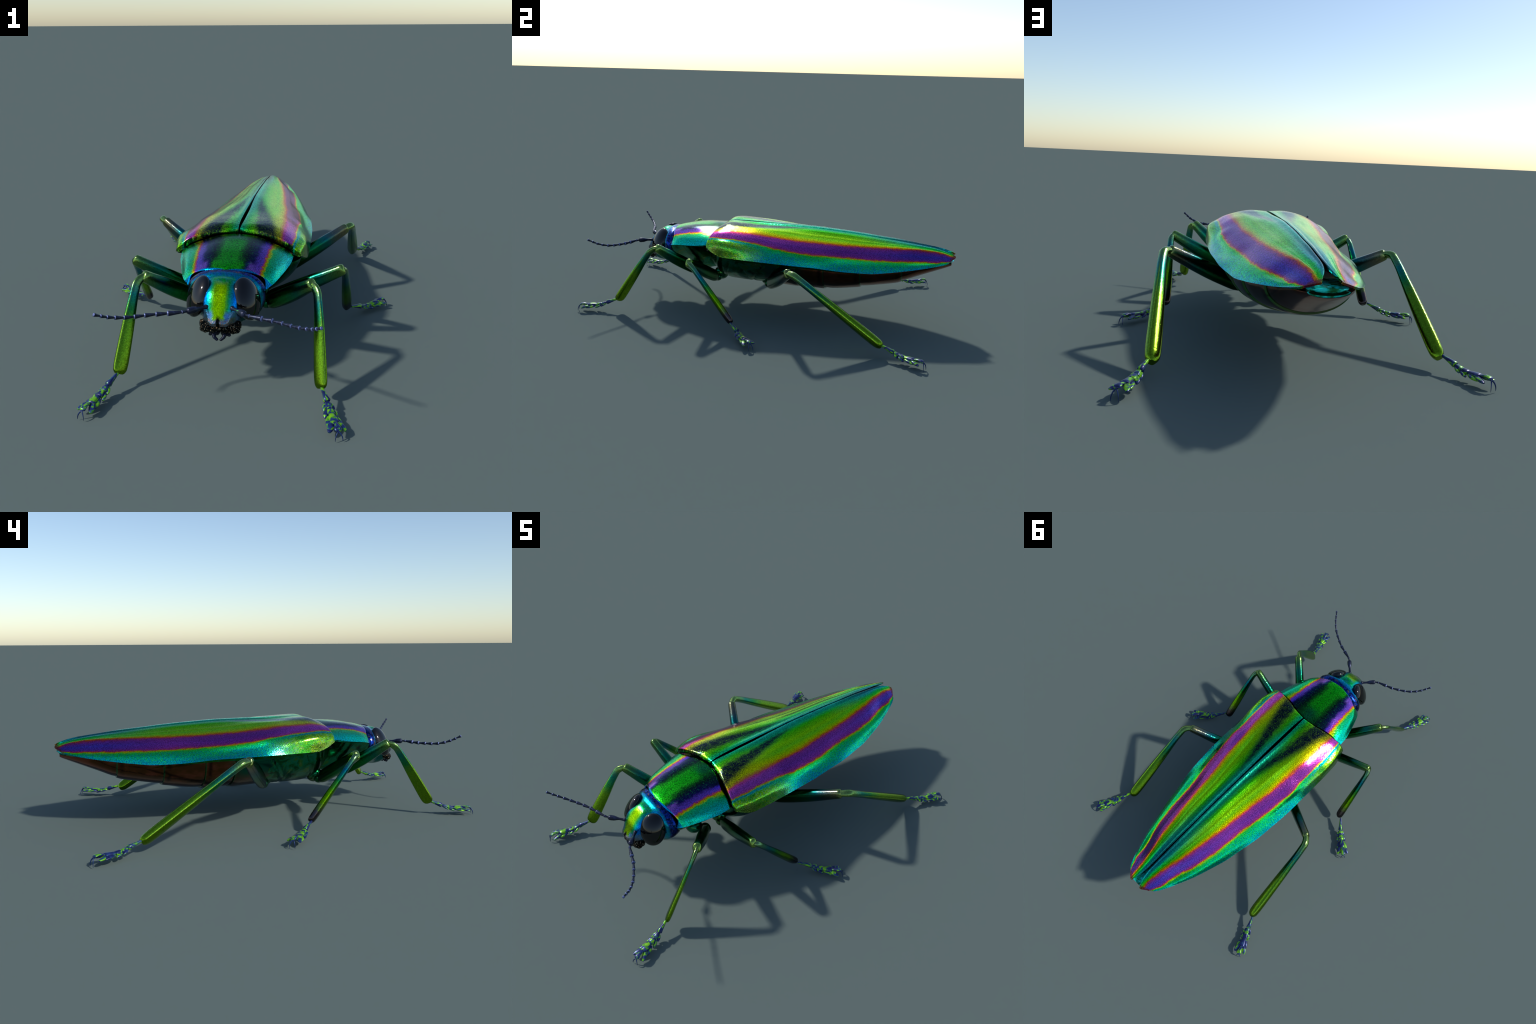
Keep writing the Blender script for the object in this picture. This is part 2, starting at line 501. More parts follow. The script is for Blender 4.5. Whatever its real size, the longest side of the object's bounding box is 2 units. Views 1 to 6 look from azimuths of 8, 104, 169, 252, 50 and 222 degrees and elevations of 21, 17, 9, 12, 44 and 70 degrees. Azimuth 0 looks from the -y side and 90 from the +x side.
def shield_metal():
    nt = NT("pronotum_metal")
    x, y, z = nt.xyz()
    j1 = nt.noise(35, 3, .6); j2 = nt.noise(230, 2, .6)
    j3 = nt.noise(70, 3, .6)
    ax = x.abs() + (j1 - .5) * .018 + (j3 - .5) * .010 + (j2 - .5) * .006
    P = nt.curve((y + .58) / .27, [(0, .127 * 3), (.35, .138 * 3), (.5, .142 * 3), (.78, .147 * 3), (1, .152 * 3)]) / 3
    w = ax / P / 1.7 + (nt.noise(210, 2, .7) - .5) * .03
    C = lambda r, g, b: srgb(r, g, b, BODY_GAIN)
    front = nt.ramp(w, [(0, C(15, 150, 20)), (.24, C(30, 150, 20)), (.29, C(20, 70, 30)), (.33, C(25, 25, 80)), (.38, C(115, 70, 140)), (.545, C(98, 58, 138)), (.567, C(170, 50, 80)), (.585, C(200, 110, 10)),
                        (.61, C(150, 170, 10)), (.64, C(20, 155, 70)), (.75, C(0, 150, 115)), (.9, C(0, 150, 165)), (1, C(0, 140, 160))])
    mid = nt.ramp(w, [(0, C(15, 140, 15)), (.13, C(25, 140, 20)), (.21, C(15, 70, 20)), (.27, C(10, 24, 26)), (.42, C(16, 16, 60)), (.485, C(84, 52, 130)), (.55, C(98, 58, 138)), (.572, C(180, 50, 70)), (.588, C(205, 120, 5)),
                      (.61, C(160, 175, 5)), (.64, C(20, 155, 70)), (.75, C(0, 150, 115)), (.9, C(0, 150, 140)), (1, C(0, 140, 155))])
    rear = nt.ramp(w, [(0, C(10, 80, 45)), (.16, C(15, 75, 28)), (.25, C(10, 32, 24)), (.46, C(14, 18, 46)), (.51, C(70, 45, 150)), (.55, C(105, 58, 135)), (.575, C(190, 60, 60)), (.595, C(200, 150, 5)),
                       (.64, C(150, 170, 5)), (.69, C(20, 130, 20)), (.8, C(0, 155, 120)), (1, C(0, 150, 180))])
    yn = y + (j1 - .5) * .05
    col = nt.mix(yn.step(-.50, -.54), mid, front)
    col = nt.mix(yn.step(-.38, -.31), col, rear)
    sp = nt.noise(190, 2, .6)
    col = nt.mix(sp.step(.56, .7) * .5 * w.step(.5, .3), col, C(30, 140, 25))
    col = nt.mix(sp.step(.45, .3) * .45 * w.step(.60, .68), col, C(30, 150, 30))
    pits = nt.noise(160, 2, .65).step(.50, .62) * w.step(.34, .28)
    col = nt.mix(pits * .6, col, C(6, 40, 14))
    pits2 = nt.noise(140, 2, .65).step(.54, .64) * w.step(.60, .66)
    col = nt.mix(pits2 * .45, col, C(20, 140, 25))
    edge = (y + x.abs() * -.2).step(-.5755, -.5785)
    col = nt.mix(edge, col, C(0, 100, 140))
    h = nt.voronoi(240) * .8 + nt.noise(420, 2, .6) * .7
    grain = nt.voronoi(210) * .55 + nt.noise(190, 3, .75) * .9
    col = nt.mix(1.0, col, nt.ramp(grain, [(.42, (.42, .42, .42, 1)), (.62, (.85, .85, .85, 1)), (.85, (1.35, 1.35, 1.35, 1))]), "MULTIPLY")
    return nt.finish(col, 1.0, .115, h, .20, .0020)


def head_metal():
    nt = NT("head_metal")
    x, y, z = nt.xyz()
    n1 = nt.noise(45, 3, .6); n2 = nt.noise(260, 2, .6, stretch=(1.6, 1, .5))
    ax = x.abs() + (n1 - .5) * .014 + (n2 - .5) * .006
    C = lambda r, g, b: srgb(r, g, b, BODY_GAIN)
    col = nt.ramp(ax / .08, [(0, C(130, 170, 0)), (.24, C(105, 160, 5)), (.38, C(30, 145, 60)), (.54, C(0, 130, 140)), (.72, C(0, 100, 200)), (1, C(0, 120, 200))])
    brow = z + (n1 - .5) * .02
    col = nt.mix(brow.step(.392, .408), col, nt.mix(n1.step(.4, .6), C(0, 140, 110), C(10, 150, 50)))
    low = brow.step(.325, .308)
    col = nt.mix(low * ax.step(.016, .030), col, C(70, 110, 150))
    col = nt.mix(brow.step(.298, .288) * y.step(-.70, -.73), col, nt.mix(n2.step(.4, .6), C(60, 100, 120), C(120, 98, 92)))
    back = (y + (n1 - .5) * .02).step(-.634, -.606)
    n3 = nt.noise(70, 3, .65)
    ring = (y + (n1 - .5) * .010).step(-.602, -.590)
    col = nt.mix(back, col, nt.mix(n3.step(.4, .62), C(0, 115, 125), C(10, 95, 150)))
    col = nt.mix(ring, col, nt.mix(n3.step(.42, .6), C(18, 46, 120), C(8, 20, 50)))
    pal = (y + (n1 - .5) * .03).step(-.598, -.585) * n1.step(.58, .66)
    col = nt.mix(pal, col, C(100, 80, 74))
    under = z.step(.285, .255) * y.step(-.735, -.70)
    col = nt.mix(under, col, C(25, 85, 80))
    notch = ax.step(.010, .004) * y.step(-.742, -.752)
    col = nt.mix(notch, col, C(8, 12, 12))
    grain = nt.noise(160, 3, .75)
    col = nt.mix(1.0, col, nt.ramp(grain, [(.3, (.5, .5, .5, 1)), (.7, (1.3, 1.3, 1.3, 1))]), "MULTIPLY")
    h = n2 * .6 + nt.noise(150, 3, .7) * 1.0
    return nt.finish(col, 1.0, .2, h, .3, .002)


def sternum_metal():
    nt = NT("thorax_metal")
    x, y, z = nt.xyz()
    n1 = nt.noise(18, 4, .6, dist=.6); n2 = nt.noise(120, 3, .6)
    C = lambda r, g, b: srgb(r, g, b, BODY_GAIN)
    col = nt.ramp(n1, [(.3, C(12, 34, 28)), (.42, C(10, 78, 40)), (.52, C(14, 98, 74)), (.6, C(40, 92, 34)), (.72, C(85, 100, 72))])
    col = nt.mix(z.step(.20, .14) * n1.step(.35, .55) * .7, col, C(75, 85, 65))
    return nt.finish(col, 1.0, .2, n1 * 2.0 + n2 * .4, .35, .004)


def abdomen_metal():
    nt = NT("abdomen_metal")
    x, y, z = nt.xyz()
    n1 = nt.noise(22, 3, .6, stretch=(1, .5, 1)); n2 = nt.noise(160, 2, .6)
    C = lambda r, g, b: srgb(r, g, b, BODY_GAIN)
    yn = y + (n1 - .5) * .06
    col = nt.ramp(n1, [(.3, C(58, 38, 22)), (.5, C(70, 42, 22)), (.65, C(92, 50, 36))])
    keel = (pack := z - pc(nt, y))
    col = nt.mix(keel.step(.055, .02) * .75, col, C(120, 70, 58))
    col = nt.mix(yn.step(.25, .12) * keel.step(.05, .12), col, C(10, 70, 55))
    for joint in (.186, .33, .52, .73):
        j = (y + (n2 - .5) * .006)
        col = nt.mix(j.band(joint - .030, joint - .012, .008) * keel.step(.03, .05) * n1.step(.40, .55) * .8, col, C(14, 12, 12))
        col = nt.mix(j.band(joint - .003, joint + .003, .002) * .7, col, C(15, 85, 50))
    line = keel + (n1 - .5) * .03
    col = nt.mix(line.band(.062, .068, .004) * n2.step(.35, .5) * .8, col, C(16, 12, 10))
    return nt.finish(col, 1.0, .16, n1 * 2.0 + n2 * .15, .12, .004)


def pc(nt, y):
    pts = [((k[0] + .36) / 1.345, k[1]) for k in KEEL]
    return nt.curve((y + .36) / 1.345, pts)


def plain(name, stops, scale=60, metallic=1.0, rough=.3, bump=.3, which="Object", dist=.0015, coat=0.0):
    nt = NT(name)
    n1 = nt.noise(scale, 3, .6, which=which)
    col = nt.ramp(n1, stops)
    return nt.finish(col, metallic, rough, nt.noise(scale * 4, 2, .6, which=which), bump, dist, coat)


def leg_metal(name, stops, edge=None):
    """Colour runs along the leg piece: its own length is x on Generated coordinates."""
    nt = NT(name)
    g = nt.xyz("Generated")
    n1 = nt.noise(40, 3, .6); n2 = nt.noise(300, 2, .6)
    C = lambda c: srgb(*c, BODY_GAIN)
    t = g[0] + (n1 - .5) * .12
    col = nt.ramp(t, [(p, C(c)) for p, c in stops])
    if edge:
        xo, yo, zo = nt.xyz()
        gy = (g[1] - .5).abs() + (n2 - .5) * .06 + (n1 - .5) * .03
        gz = g[2]
        col = nt.mix(gy.band(.20, .27, .03) * g[0].step(.15, .3) * g[0].step(.98, .93) * .75, col, C(edge))
    grain = nt.noise(170, 3, .75)
    col = nt.mix(1.0, col, nt.ramp(grain, [(.3, (.6, .6, .6, 1)), (.7, (1.25, 1.25, 1.25, 1))]), "MULTIPLY")
    h = n2 * .7 + nt.noise(150, 3, .6) * .8
    return nt.finish(col, 1.0, .14, h, .28, .0016)


M_WING = iridescent_wing()
M_SHIELD = shield_metal()
M_HEAD = head_metal()
M_STERN = sternum_metal()
M_ABD = abdomen_metal()
M_EYE = plain("eye_black", [(.3, srgb(6, 6, 7)), (.7, srgb(10, 9, 9))], 40, 0.0, .06, .0)
M_TEAL = plain("tergite_teal", [(.38, srgb(0, 90, 45, 1.5)), (.46, srgb(0, 160, 130, 1.5)), (.58, srgb(30, 215, 205, 1.6))], 34, .45, .25, .3)
M_JAW = plain("jaw_dark", [(.3, srgb(6, 9, 11)), (.54, srgb(12, 18, 18)), (.60, srgb(110, 80, 50, 1.2)), (.64, srgb(170, 170, 150)), (.68, srgb(20, 80, 70))], 170, 1.0, .2, .8, dist=.003)
M_PALP = plain("palp_dark", [(.3, srgb(12, 16, 26)), (.7, srgb(30, 36, 60))], 80, .6, .3, .2)
M_GREEN = plain("epipleuron_green", [(.3, srgb(10, 70, 40)), (.5, srgb(30, 110, 30)), (.7, srgb(20, 120, 100))], 25, 1.0, .2, .2)
M_DARK = plain("joint_dark", [(.3, srgb(8, 20, 14)), (.7, srgb(20, 50, 30))], 40, 1.0, .3, .3)
M_ANT = plain("antenna_blue", [(.3, srgb(20, 24, 38)), (.55, srgb(30, 35, 56)), (.75, srgb(54, 62, 92))], 3, .5, .35, .0)
M_RING = plain("antenna_pale", [(.3, srgb(80, 90, 135)), (.7, srgb(105, 115, 160))], 3, .4, .35, .0)
FEM_F = leg_metal("femur_green", [(0, (20, 60, 10)), (.25, (5, 70, 20)), (.5, (10, 90, 40)), (.72, (15, 85, 70)), (.9, (60, 100, 55)), (1, (100, 125, 60))])
FEM_H = leg_metal("femur_bronze", [(0, (20, 55, 10)), (.3, (5, 60, 20)), (.55, (10, 85, 50)), (.7, (15, 80, 80)), (.82, (70, 78, 72)), (.93, (95, 92, 70)), (1, (95, 110, 60))])
TIB_F = leg_metal("tibia_green", [(0, (105, 125, 65)), (.1, (85, 120, 65)), (.22, (20, 100, 90)), (.36, (30, 105, 50)), (.5, (80, 120, 25)), (1, (85, 115, 20))], (135, 170, 50))
TIB_M = leg_metal("tibia_dusky", [(0, (95, 115, 70)), (.12, (60, 110, 80)), (.25, (5, 85, 100)), (.42, (20, 100, 40)), (.58, (75, 125, 5)), (.74, (85, 120, 10)), (.86, (62, 55, 55)), (1, (48, 42, 46))])


def foot_paint():
    nt = NT("foot_blue_green")
    info = nt.new("ShaderNodeObjectInfo")
    n1 = nt.noise(2.0, 2, .5, dist=.8, which="Generated")
    nd = n1.s.node
    nd.noise_dimensions = "4D"
    nt.put(nd.inputs["W"], S(nt, info.outputs["Random"]) * 30.0)
    n2 = nt.noise(9, 2, .6, which="Generated")
    n1 = n1 + (n2 - .5) * .10
    col = nt.ramp(n1, [(.40, srgb(20, 30, 78)), (.50, srgb(34, 56, 116)), (.53, srgb(60, 125, 35)), (.58, srgb(105, 170, 25)), (.7, srgb(120, 185, 30))])
    return nt.finish(col, .25, .33, None)


M_FOOT = foot_paint()
M_CLAW = plain("claw_blue", [(.3, srgb(22, 36, 84)), (.7, srgb(32, 60, 110))], 60, .3, .3, .0)

# ----------------------------------------------------------------- build the trunk
def epipleuron():
    rings = []
    for y in np.linspace(-.235, .46, 60):
        w, z = pchip(RIM, y)[0]
        f = math.sin(math.pi * min(1, (y + .24) / .14) * .5) * min(1, (.47 - y) / .3) ** .5
        h = .003 + .010 * f
        rings.append([(w - .004, y, z - .001), (w - .010, y, z - .001 - h), (w - .022, y, z - .003 - h * .8), (w - .020, y, z - .001)])
    return Build().tube(rings).mesh("epipleuron", 30)

me = wing_case()
ep = epipleuron()
w1 = add("wing_case", me, M_WING)
add("epipleuron", ep, M_GREEN, w1)
w2 = add("wing_case", mirrored(me, "wing_case.001"), M_WING)
add("epipleuron", mirrored(ep, "epipleuron.001"), M_GREEN, w2)
add("pronotum", pronotum(), M_SHIELD)

# prothorax underside
rings = []
for u in np.linspace(0, 1, 22):
    y = -.572 + (.572 - .30) * u
    w, zt = pchip([(-.572, .135, .345)] + [(r[0], r[1], r[2]) for r in PRIM], y)[0]
    zb = pchip([(-.572, .232), (-.54, .212), (-.48, .186), (-.41, .168), (-.36, .185), (-.3, .20)], y)[0][0]
    w *= pchip([(-.572, 1), (-.42, 1), (-.385, .88), (-.36, .68), (-.33, .55), (-.30, .5)], y)[0][0]
    rings.append([(px, y, pz) for px, pz in half_section(w - .008, zt - .003, zb, p=pchip([(-.58, 1.7), (-.54, 1.45), (-.48, 1.2), (-.3, 1.2)], y)[0][0], roof=.025)])
add("prothorax", Build().tube(rings).mesh("prothorax", 40), M_STERN)

# middle and hind thorax
rings = []
for y in np.linspace(-.345, .02, 90):
    ring = []
    for (px, py, pz) in body_slice(y, -.004):
        d = 0.0
        for yy, slope, wd, a in ((-.205, .45, .006, .007), (-.105, -.35, .005, .004), (-.03, .6, .006, .007)):     # plate seams
            d += a * math.exp(-((py - yy - slope * (pz - .25)) / wd) ** 2)
        d += .006 * math.exp(-((pz - .292 + .1 * (py + .1)) / .006) ** 2)
        d += .005 * math.exp(-((pz - .215) / .005) ** 2) * (1 if py > -.2 else 0)
        d -= .006 * math.exp(-(((py + .15) / .035) ** 2 + ((pz - .25) / .03) ** 2))
        k = 1 - d / max(abs(px), .05) if pz < .325 else 1
        ring.append((px * k, py, pz + (d * .5 if pz < .2 else 0)))
    rings.append(ring)
add("thorax", Build().tube(rings).mesh("thorax", 40), M_STERN)
abd = bpy.data.objects.new("abdomen", None)
# abdomen: five overlapping sternites plus the upper plate
joints = [.0, .186, .33, .52, .73, .978]
core = add("abdomen", Build().tube([body_slice(y, -.008) for y in np.linspace(-.01, .975, 40)]).mesh("abdomen", 40), M_DARK)
bpy.data.objects.remove(abd)
for a, c in zip(joints, joints[1:]):
    add("sternite", sternite(a, c, c > .9), M_ABD, core)
rings = [body_slice(y, -.0045 + .002 * (y - .9) / .08) for y in np.linspace(.86, .972, 14)]
add("tergite", Build().tube(rings).mesh("tergite", 40), M_TEAL, core)
# thin plate over it, its pale edge shows between the wing tips
rings = []
for y in np.linspace(.86, .990, 10):
    w = pchip([(.86, .085), (.93, .066), (.97, .054), (.985, .046), (.99, .036)], y)[0][0]
    zc = .371 - .02 * (y - .86)
    rings.append([(w * math.cos(a), y, zc + .0035 * math.sin(a)) for a in np.linspace(0, 2 * math.pi, 24, endpoint=False)])
add("tergite", Build().tube(rings).mesh("tergite_plate", 40), M_TEAL, core)

add("tergite", Build().ball((0, .949, .364), (.066, .038, .013), 28, 14, None, .8).mesh("tergite_tip", 0), M_TEAL, core)

# back of the thorax and abdomen just below the wing cases: closes the seam
def back_row(y):
    pts = []
    for tab, xs in ((SUT, 0), (CRE, 1), (VEI, 1), (UPP, 1)):
        yy = min(max(y, tab[0][0]), tab[-1][0])
        p = pchip(tab, yy)[0]
        pts.append((p[0] * xs, p[1]))
    c = catmull(np.array(pts), [0, .33, .66, 1], np.linspace(0, 1, 14))
    dz = .055 - .030 * max(0, min(1, (y - .45) / .3)) + max(0, -.25 - y) * .6
    c[:, 0] *= .985
    top = [(x, y, z - dz) for x, z in c]
    full = [(-x, yy, z) for x, yy, z in top[:0:-1]] + top
    return full + [(x * .9, yy, z - .012) for x, yy, z in full[::-1]]
rings = [back_row(y) for y in np.linspace(-.335, .84, 60)]
add("back", Build().tube(rings).mesh("back", 45), M_DARK)

# ----------------------------------------------------------------- head
HEADT = [  # y, half width, top, bottom, squareness
    (-.545, .146, .404, .235, 2.2), (-.575, .152, .416, .226, 2.3), (-.600, .142, .415, .215, 2.3), (-.625, .108, .411, .207, 2.2),
    (-.65, .074, .407, .204, 2.4), (-.675, .070, .396, .207, 2.6), (-.70, .068, .376, .217, 2.8), (-.72, .059, .350, .232, 2.8),
    (-.738, .045, .318, .250, 2.6), (-.752, .036, .295, .262, 2.4), (-.760, .022, .284, .270, 2.2)]
ys = np.concatenate([np.linspace(-.545, -.70, 30), np.linspace(-.702, -.760, 26)])
H = pchip(HEADT, ys)
rings = []
for y, (w, zt, zb, p) in zip(ys, H):
    ring = []
    zc, hz = (zt + zb) / 2, (zt - zb) / 2
    for px, pz in superring(56, w, hz, p):
        wx = px / w
        zz = zc + pz
        yy = y
        if pz > 0:                                   # brows and a sunken middle of the face
            s = math.exp(-((y + .685) / .03) ** 2)
            yy += .006 * s * math.exp(-(wx / .45) ** 2)
            zz += .004 * s * math.exp(-((abs(wx) - .8) / .15) ** 2)
            zz -= .0035 * math.exp(-((y + .622) / .012) ** 2)
        ring.append((px, yy, zz))
    rings.append(ring)
head = add("head", Build().tube(rings).mesh("head", 60), M_HEAD)

def rot(a, b, c):
    return np.array(Matrix.Rotation(a, 3, "X") @ Matrix.Rotation(b, 3, "Y") @ Matrix.Rotation(c, 3, "Z"))
eye = Build().ball((.091, -.654, .337), (.0318, .059, .0805), 48, 32, rot(-.331, -.303, -.706)).mesh("eye", 0)
add("eye", eye, M_EYE, head)
add("eye", mirrored(eye, "eye.001"), M_EYE, head)

# jaws: a lumpy dark block on each side, lip plate and feelers under them
def jaw():
    b = Build()
    b.ball((.040, -.716, .251), (.037, .028, .020), 24, 16, rot(.15, .35, -.35), .85)
    b.ball((.060, -.708, .253), (.019, .020, .018), 18, 12, rot(0, .2, -.2))
    b.ball((.018, -.738, .251), (.015, .017, .013), 16, 10)
    me = b.mesh("mandible", 50)
    for v in me.vertices:
        d = mnoise.noise(v.co * 60) * .004 + mnoise.noise(v.co * 160) * .002
        v.co += v.normal * d
    return me
me = jaw()
add("mandible", me, M_JAW, head)
add("mandible", mirrored(me, "mandible.001"), M_JAW, head)
me = Build().ball((0, -.742, .262), (.022, .020, .012), 20, 12).mesh("labrum")
add("labrum", me, M_JAW, head)

def palp():
    b = Build()
    P = [(.014, -.722, .236), (.020, -.735, .226), (.017, -.742, .218), (.008, -.744, .210)]
    R = (.010, .009, .007, .006)
    for i in range(10):
        u = i / 9 * 3; k = min(int(u), 2); f = u - k
        q = np.array(P[k]) * (1 - f) + np.array(P[k + 1]) * f
        r = R[k] * (1 - f) + R[k + 1] * f
        b.ball(q, (r, r, r * .8), 12, 8)
    b.ball((.024, -.728, .226), (.016, .008, .006), 12, 8, rot(0, .35, 0))
    b.ball((.030, -.722, .228), (.011, .008, .007), 12, 8, rot(0, .3, 0))
    b.ball((.035, -.726, .221), (.007, .006, .006), 12, 8)
    b.ball((.012, -.715, .228), (.012, .012, .016), 12, 8)
    return b.mesh("palp")
me = palp()
add("palp", me, M_PALP, head)
add("palp", mirrored(me, "palp.001"), M_PALP, head)

# ----------------------------------------------------------------- antennae
AJ = np.array([(.051, -.727, .329), (.104, -.781, .335), (.120, -.791, .336), (.167, -.807, .336), (.205, -.820, .337), (.240, -.838, .339), (.271, -.856, .341),
               (.300, -.876, .346), (.324, -.897, .355), (.343, -.917, .366), (.357, -.935, .378), (.372, -.953, .391)])


def frame_along(a, b, up=(0, 0, 1)):
    X = Vector(b) - Vector(a); L = X.length; X.normalize()
    Z = Vector(up) - X * Vector(up).dot(X); Z.normalize()
    Y = Z.cross(X)
    M = Matrix(((X.x, Y.x, Z.x, a[0]), (X.y, Y.y, Z.y, a[1]), (X.z, Y.z, Z.z, a[2]), (0, 0, 0, 1)))
    return M, L


def profile_tube(stations, n=16, p=2.0):
    """stations: x, half-y, half-z[, centre z]"""
    return [[(s[0], yy, zz) for yy, zz in superring(n, s[1], s[2], p, s[3] if len(s) > 3 else 0)] for s in stations]


def seg_mesh(kind):
    b = Build()
    if kind == "scape":
        st = [(0, .10, .10), (.12, .085, .085), (.3, .075, .08), (.45, .11, .12), (.65, .155, .17), (.85, .165, .175), (.97, .14, .14), (1.0, .09, .09)]
        b.ball((-.06, 0, 0), (.13, .12, .12), 14, 10)
    else:
        st = [(-.04, .09, .10), (.1, .10, .13), (.4, .13, .18), (.7, .165, .23), (.9, .18, .26), (.97, .15, .22), (1.0, .10, .14)]
    T = pchip([tuple(s) for s in st], np.linspace(st[0][0], 1, 14))
    b.tube(profile_tube([(x, a, c) for x, (a, c) in zip(np.linspace(st[0][0], 1, 14), T)]))
    return b.mesh("antenna_" + kind, 50)


def ring_mesh():
    b = Build()
    b.tube(profile_tube([(.90, .15, .2), (.94, .195, .265), (1.0, .18, .24), (1.03, .11, .15)]))
    return b.mesh("antenna_joint", 60)


SC, SG, RG = seg_mesh("scape"), seg_mesh("flagellum"), ring_mesh()
SC.materials.append(M_ANT); SG.materials.append(M_ANT); RG.materials.append(M_RING)
for side in (1, -1):
    J = AJ * np.array([side, 1, 1])
    M, L = frame_along(J[0], J[1])
    ant = add("antenna", SC, None, None, M @ Matrix.Diagonal((L, L, L, 1)))
    for i in range(1, len(J) - 1):
        M, L = frame_along(J[i], J[i + 1])
        wid = [.040, .050, .046, .042, .040, .038, .036, .034, .032, .030][i - 1] if i > 1 else .034
        wdt = wid * .96 * (.95 + .1 * rng.random())
        D = Matrix.Diagonal((L, wdt, wdt * .82, 1))
        add("antenna_segment", SG, None, ant, M @ D)
        add("antenna_joint", RG, None, ant, M @ D)

# ----------------------------------------------------------------- legs
def femur_mesh(L, hz, hy, name):
    st = [(0, .45, .5), (.05, .75, .8), (.15, .95, .97), (.4, 1.0, 1.0), (.65, .96, .92), (.85, .88, .78), (.95, .84, .72), (.985, .74, .66), (1.0, .5, .45)]
    q = np.concatenate([np.linspace(0, .9, 26), np.linspace(.92, 1, 8)])
    T = pchip(st, q)
    b = Build()
    b.tube(profile_tube([(x * L, a * hy, c * hz, -.003 * math.sin(x * math.pi)) for x, (a, c) in zip(q, T)], 26, 2.5))
    return b.mesh(name, 45)


def tibia_mesh(L, hz, hy, bow, name):
    st = [(0, .70, .46), (.05, .80, .58), (.12, .76, .60), (.25, .76, .66), (.45, .85, .82), (.7, .95, .95), (.88, 1.0, 1.0), (.955, .95, .93), (.985, .80, .74), (1.0, .58, .5)]
    xe, ze = bow
    line = lambda x: ze * (1 - (x - xe) / (1 - xe))
    bw = [(0, 0), (xe * .45, ze * .62), (xe, ze * .90), (xe * 2, line(xe * 2) * .97)] + [(x, line(x)) for x in (.35, .5, .7, .85, 1)]
    q = np.concatenate([np.linspace(0, .3, 20), np.linspace(.32, .9, 22), np.linspace(.92, 1, 8)])
    T, B = pchip(st, q), pchip(bw, q)[:, 0]
    rings = []
    for i, x in enumerate(q):
        # flat outer face: a six-sided bar with rounded corners
        a, c = T[i][0] * hy, T[i][1] * hz
        ring = superring(28, a, c, 3.2)
        s = (B[min(i + 1, len(q) - 1)] - B[max(i - 1, 0)]) / ((q[min(i + 1, len(q) - 1)] - q[max(i - 1, 0)]) * L)
        nrm = 1 / math.hypot(1, s)
        rings.append([(x * L - zz * s * nrm, yy * (1 - .25 * max(zz / c, 0) ** 2), B[i] + zz * nrm) for yy, zz in ring])
    return Build().tube(rings).mesh(name, 45)


def lobe(b, at, size, yaw, pitch):
    F = np.array(Matrix.Rotation(yaw, 3, "Z") @ Matrix.Rotation(pitch, 3, "Y"))
    rings = []
    for u in np.linspace(0, 1, 9):
        wy = size[1] * math.sin(math.pi * (.12 + .80 * u)) ** .7
        wz = size[2] * math.sin(math.pi * (.15 + .78 * u)) ** .6
        rings.append([np.array(at) + F @ np.array((u * size[0], a, c)) for a, c in superring(14, wy, wz, 2.3)])
    b.tube(rings)


def tarsomere_mesh(kind):
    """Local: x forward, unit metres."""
    b = Build()
    if kind == "long":
        L = 1.0
        st = [(0, .055, .055), (.3, .07, .07), (.7, .105, .10), (.93, .14, .125), (1.0, .11, .09)]
        b.tube(profile_tube(st, 16, 2.3))
    elif kind == "padded":
        st = [(-.1, .14, .13), (.2, .22, .20), (.7, .30, .23), (1.0, .33, .21), (1.06, .24, .13)]
        b.tube(profile_tube(st, 18, 2.4))
        for s in (1, -1):
            lobe(b, (.25, s * .20, -.10), (1.0, .22, .15), s * .28, .16)
    elif kind == "cleft":
        b.tube(profile_tube([(-.12, .16, .14), (.1, .2, .16), (.3, .15, .1)], 18, 2.4))
        for s in (1, -1):
            lobe(b, (.0, s * .12, -.02), (.95, .22, .14), s * .42, .06)
    elif kind == "last":
        z = lambda x: .16 * math.sin(math.pi * min(x, 1) * .9)
        st = [(x, a, c, z(x)) for x, a, c in [(0, .08, .07), (.2, .085, .075), (.5, .10, .085), (.8, .14, .11), (.95, .15, .12), (1.03, .09, .07)]]
        b.tube(profile_tube(st, 16, 2.2))
    return b.mesh("tarsomere_" + kind, 50)


def claw_mesh():
    rings = []
    for u in np.linspace(0, 1, 12):
        a = u * 1.65
        c = np.array((.0185 * math.sin(a), 0, -.028 * (1 - math.cos(a))))
        nz = np.array((math.sin(a), 0, math.cos(a)))
        r = .0026 * (1 - u) ** .6 + .0005
        rings.append([c + np.array((0, 1, 0)) * yy + nz * zz for yy, zz in superring(10, r * .8, r)])
    return Build().tube(rings).mesh("claw", 0)


TM = {k: tarsomere_mesh(k) for k in ("long", "padded", "cleft", "last")}
for m_ in TM.values():
    m_.materials.append(M_FOOT)
CLAW = claw_mesh(); CLAW.materials.append(M_CLAW)

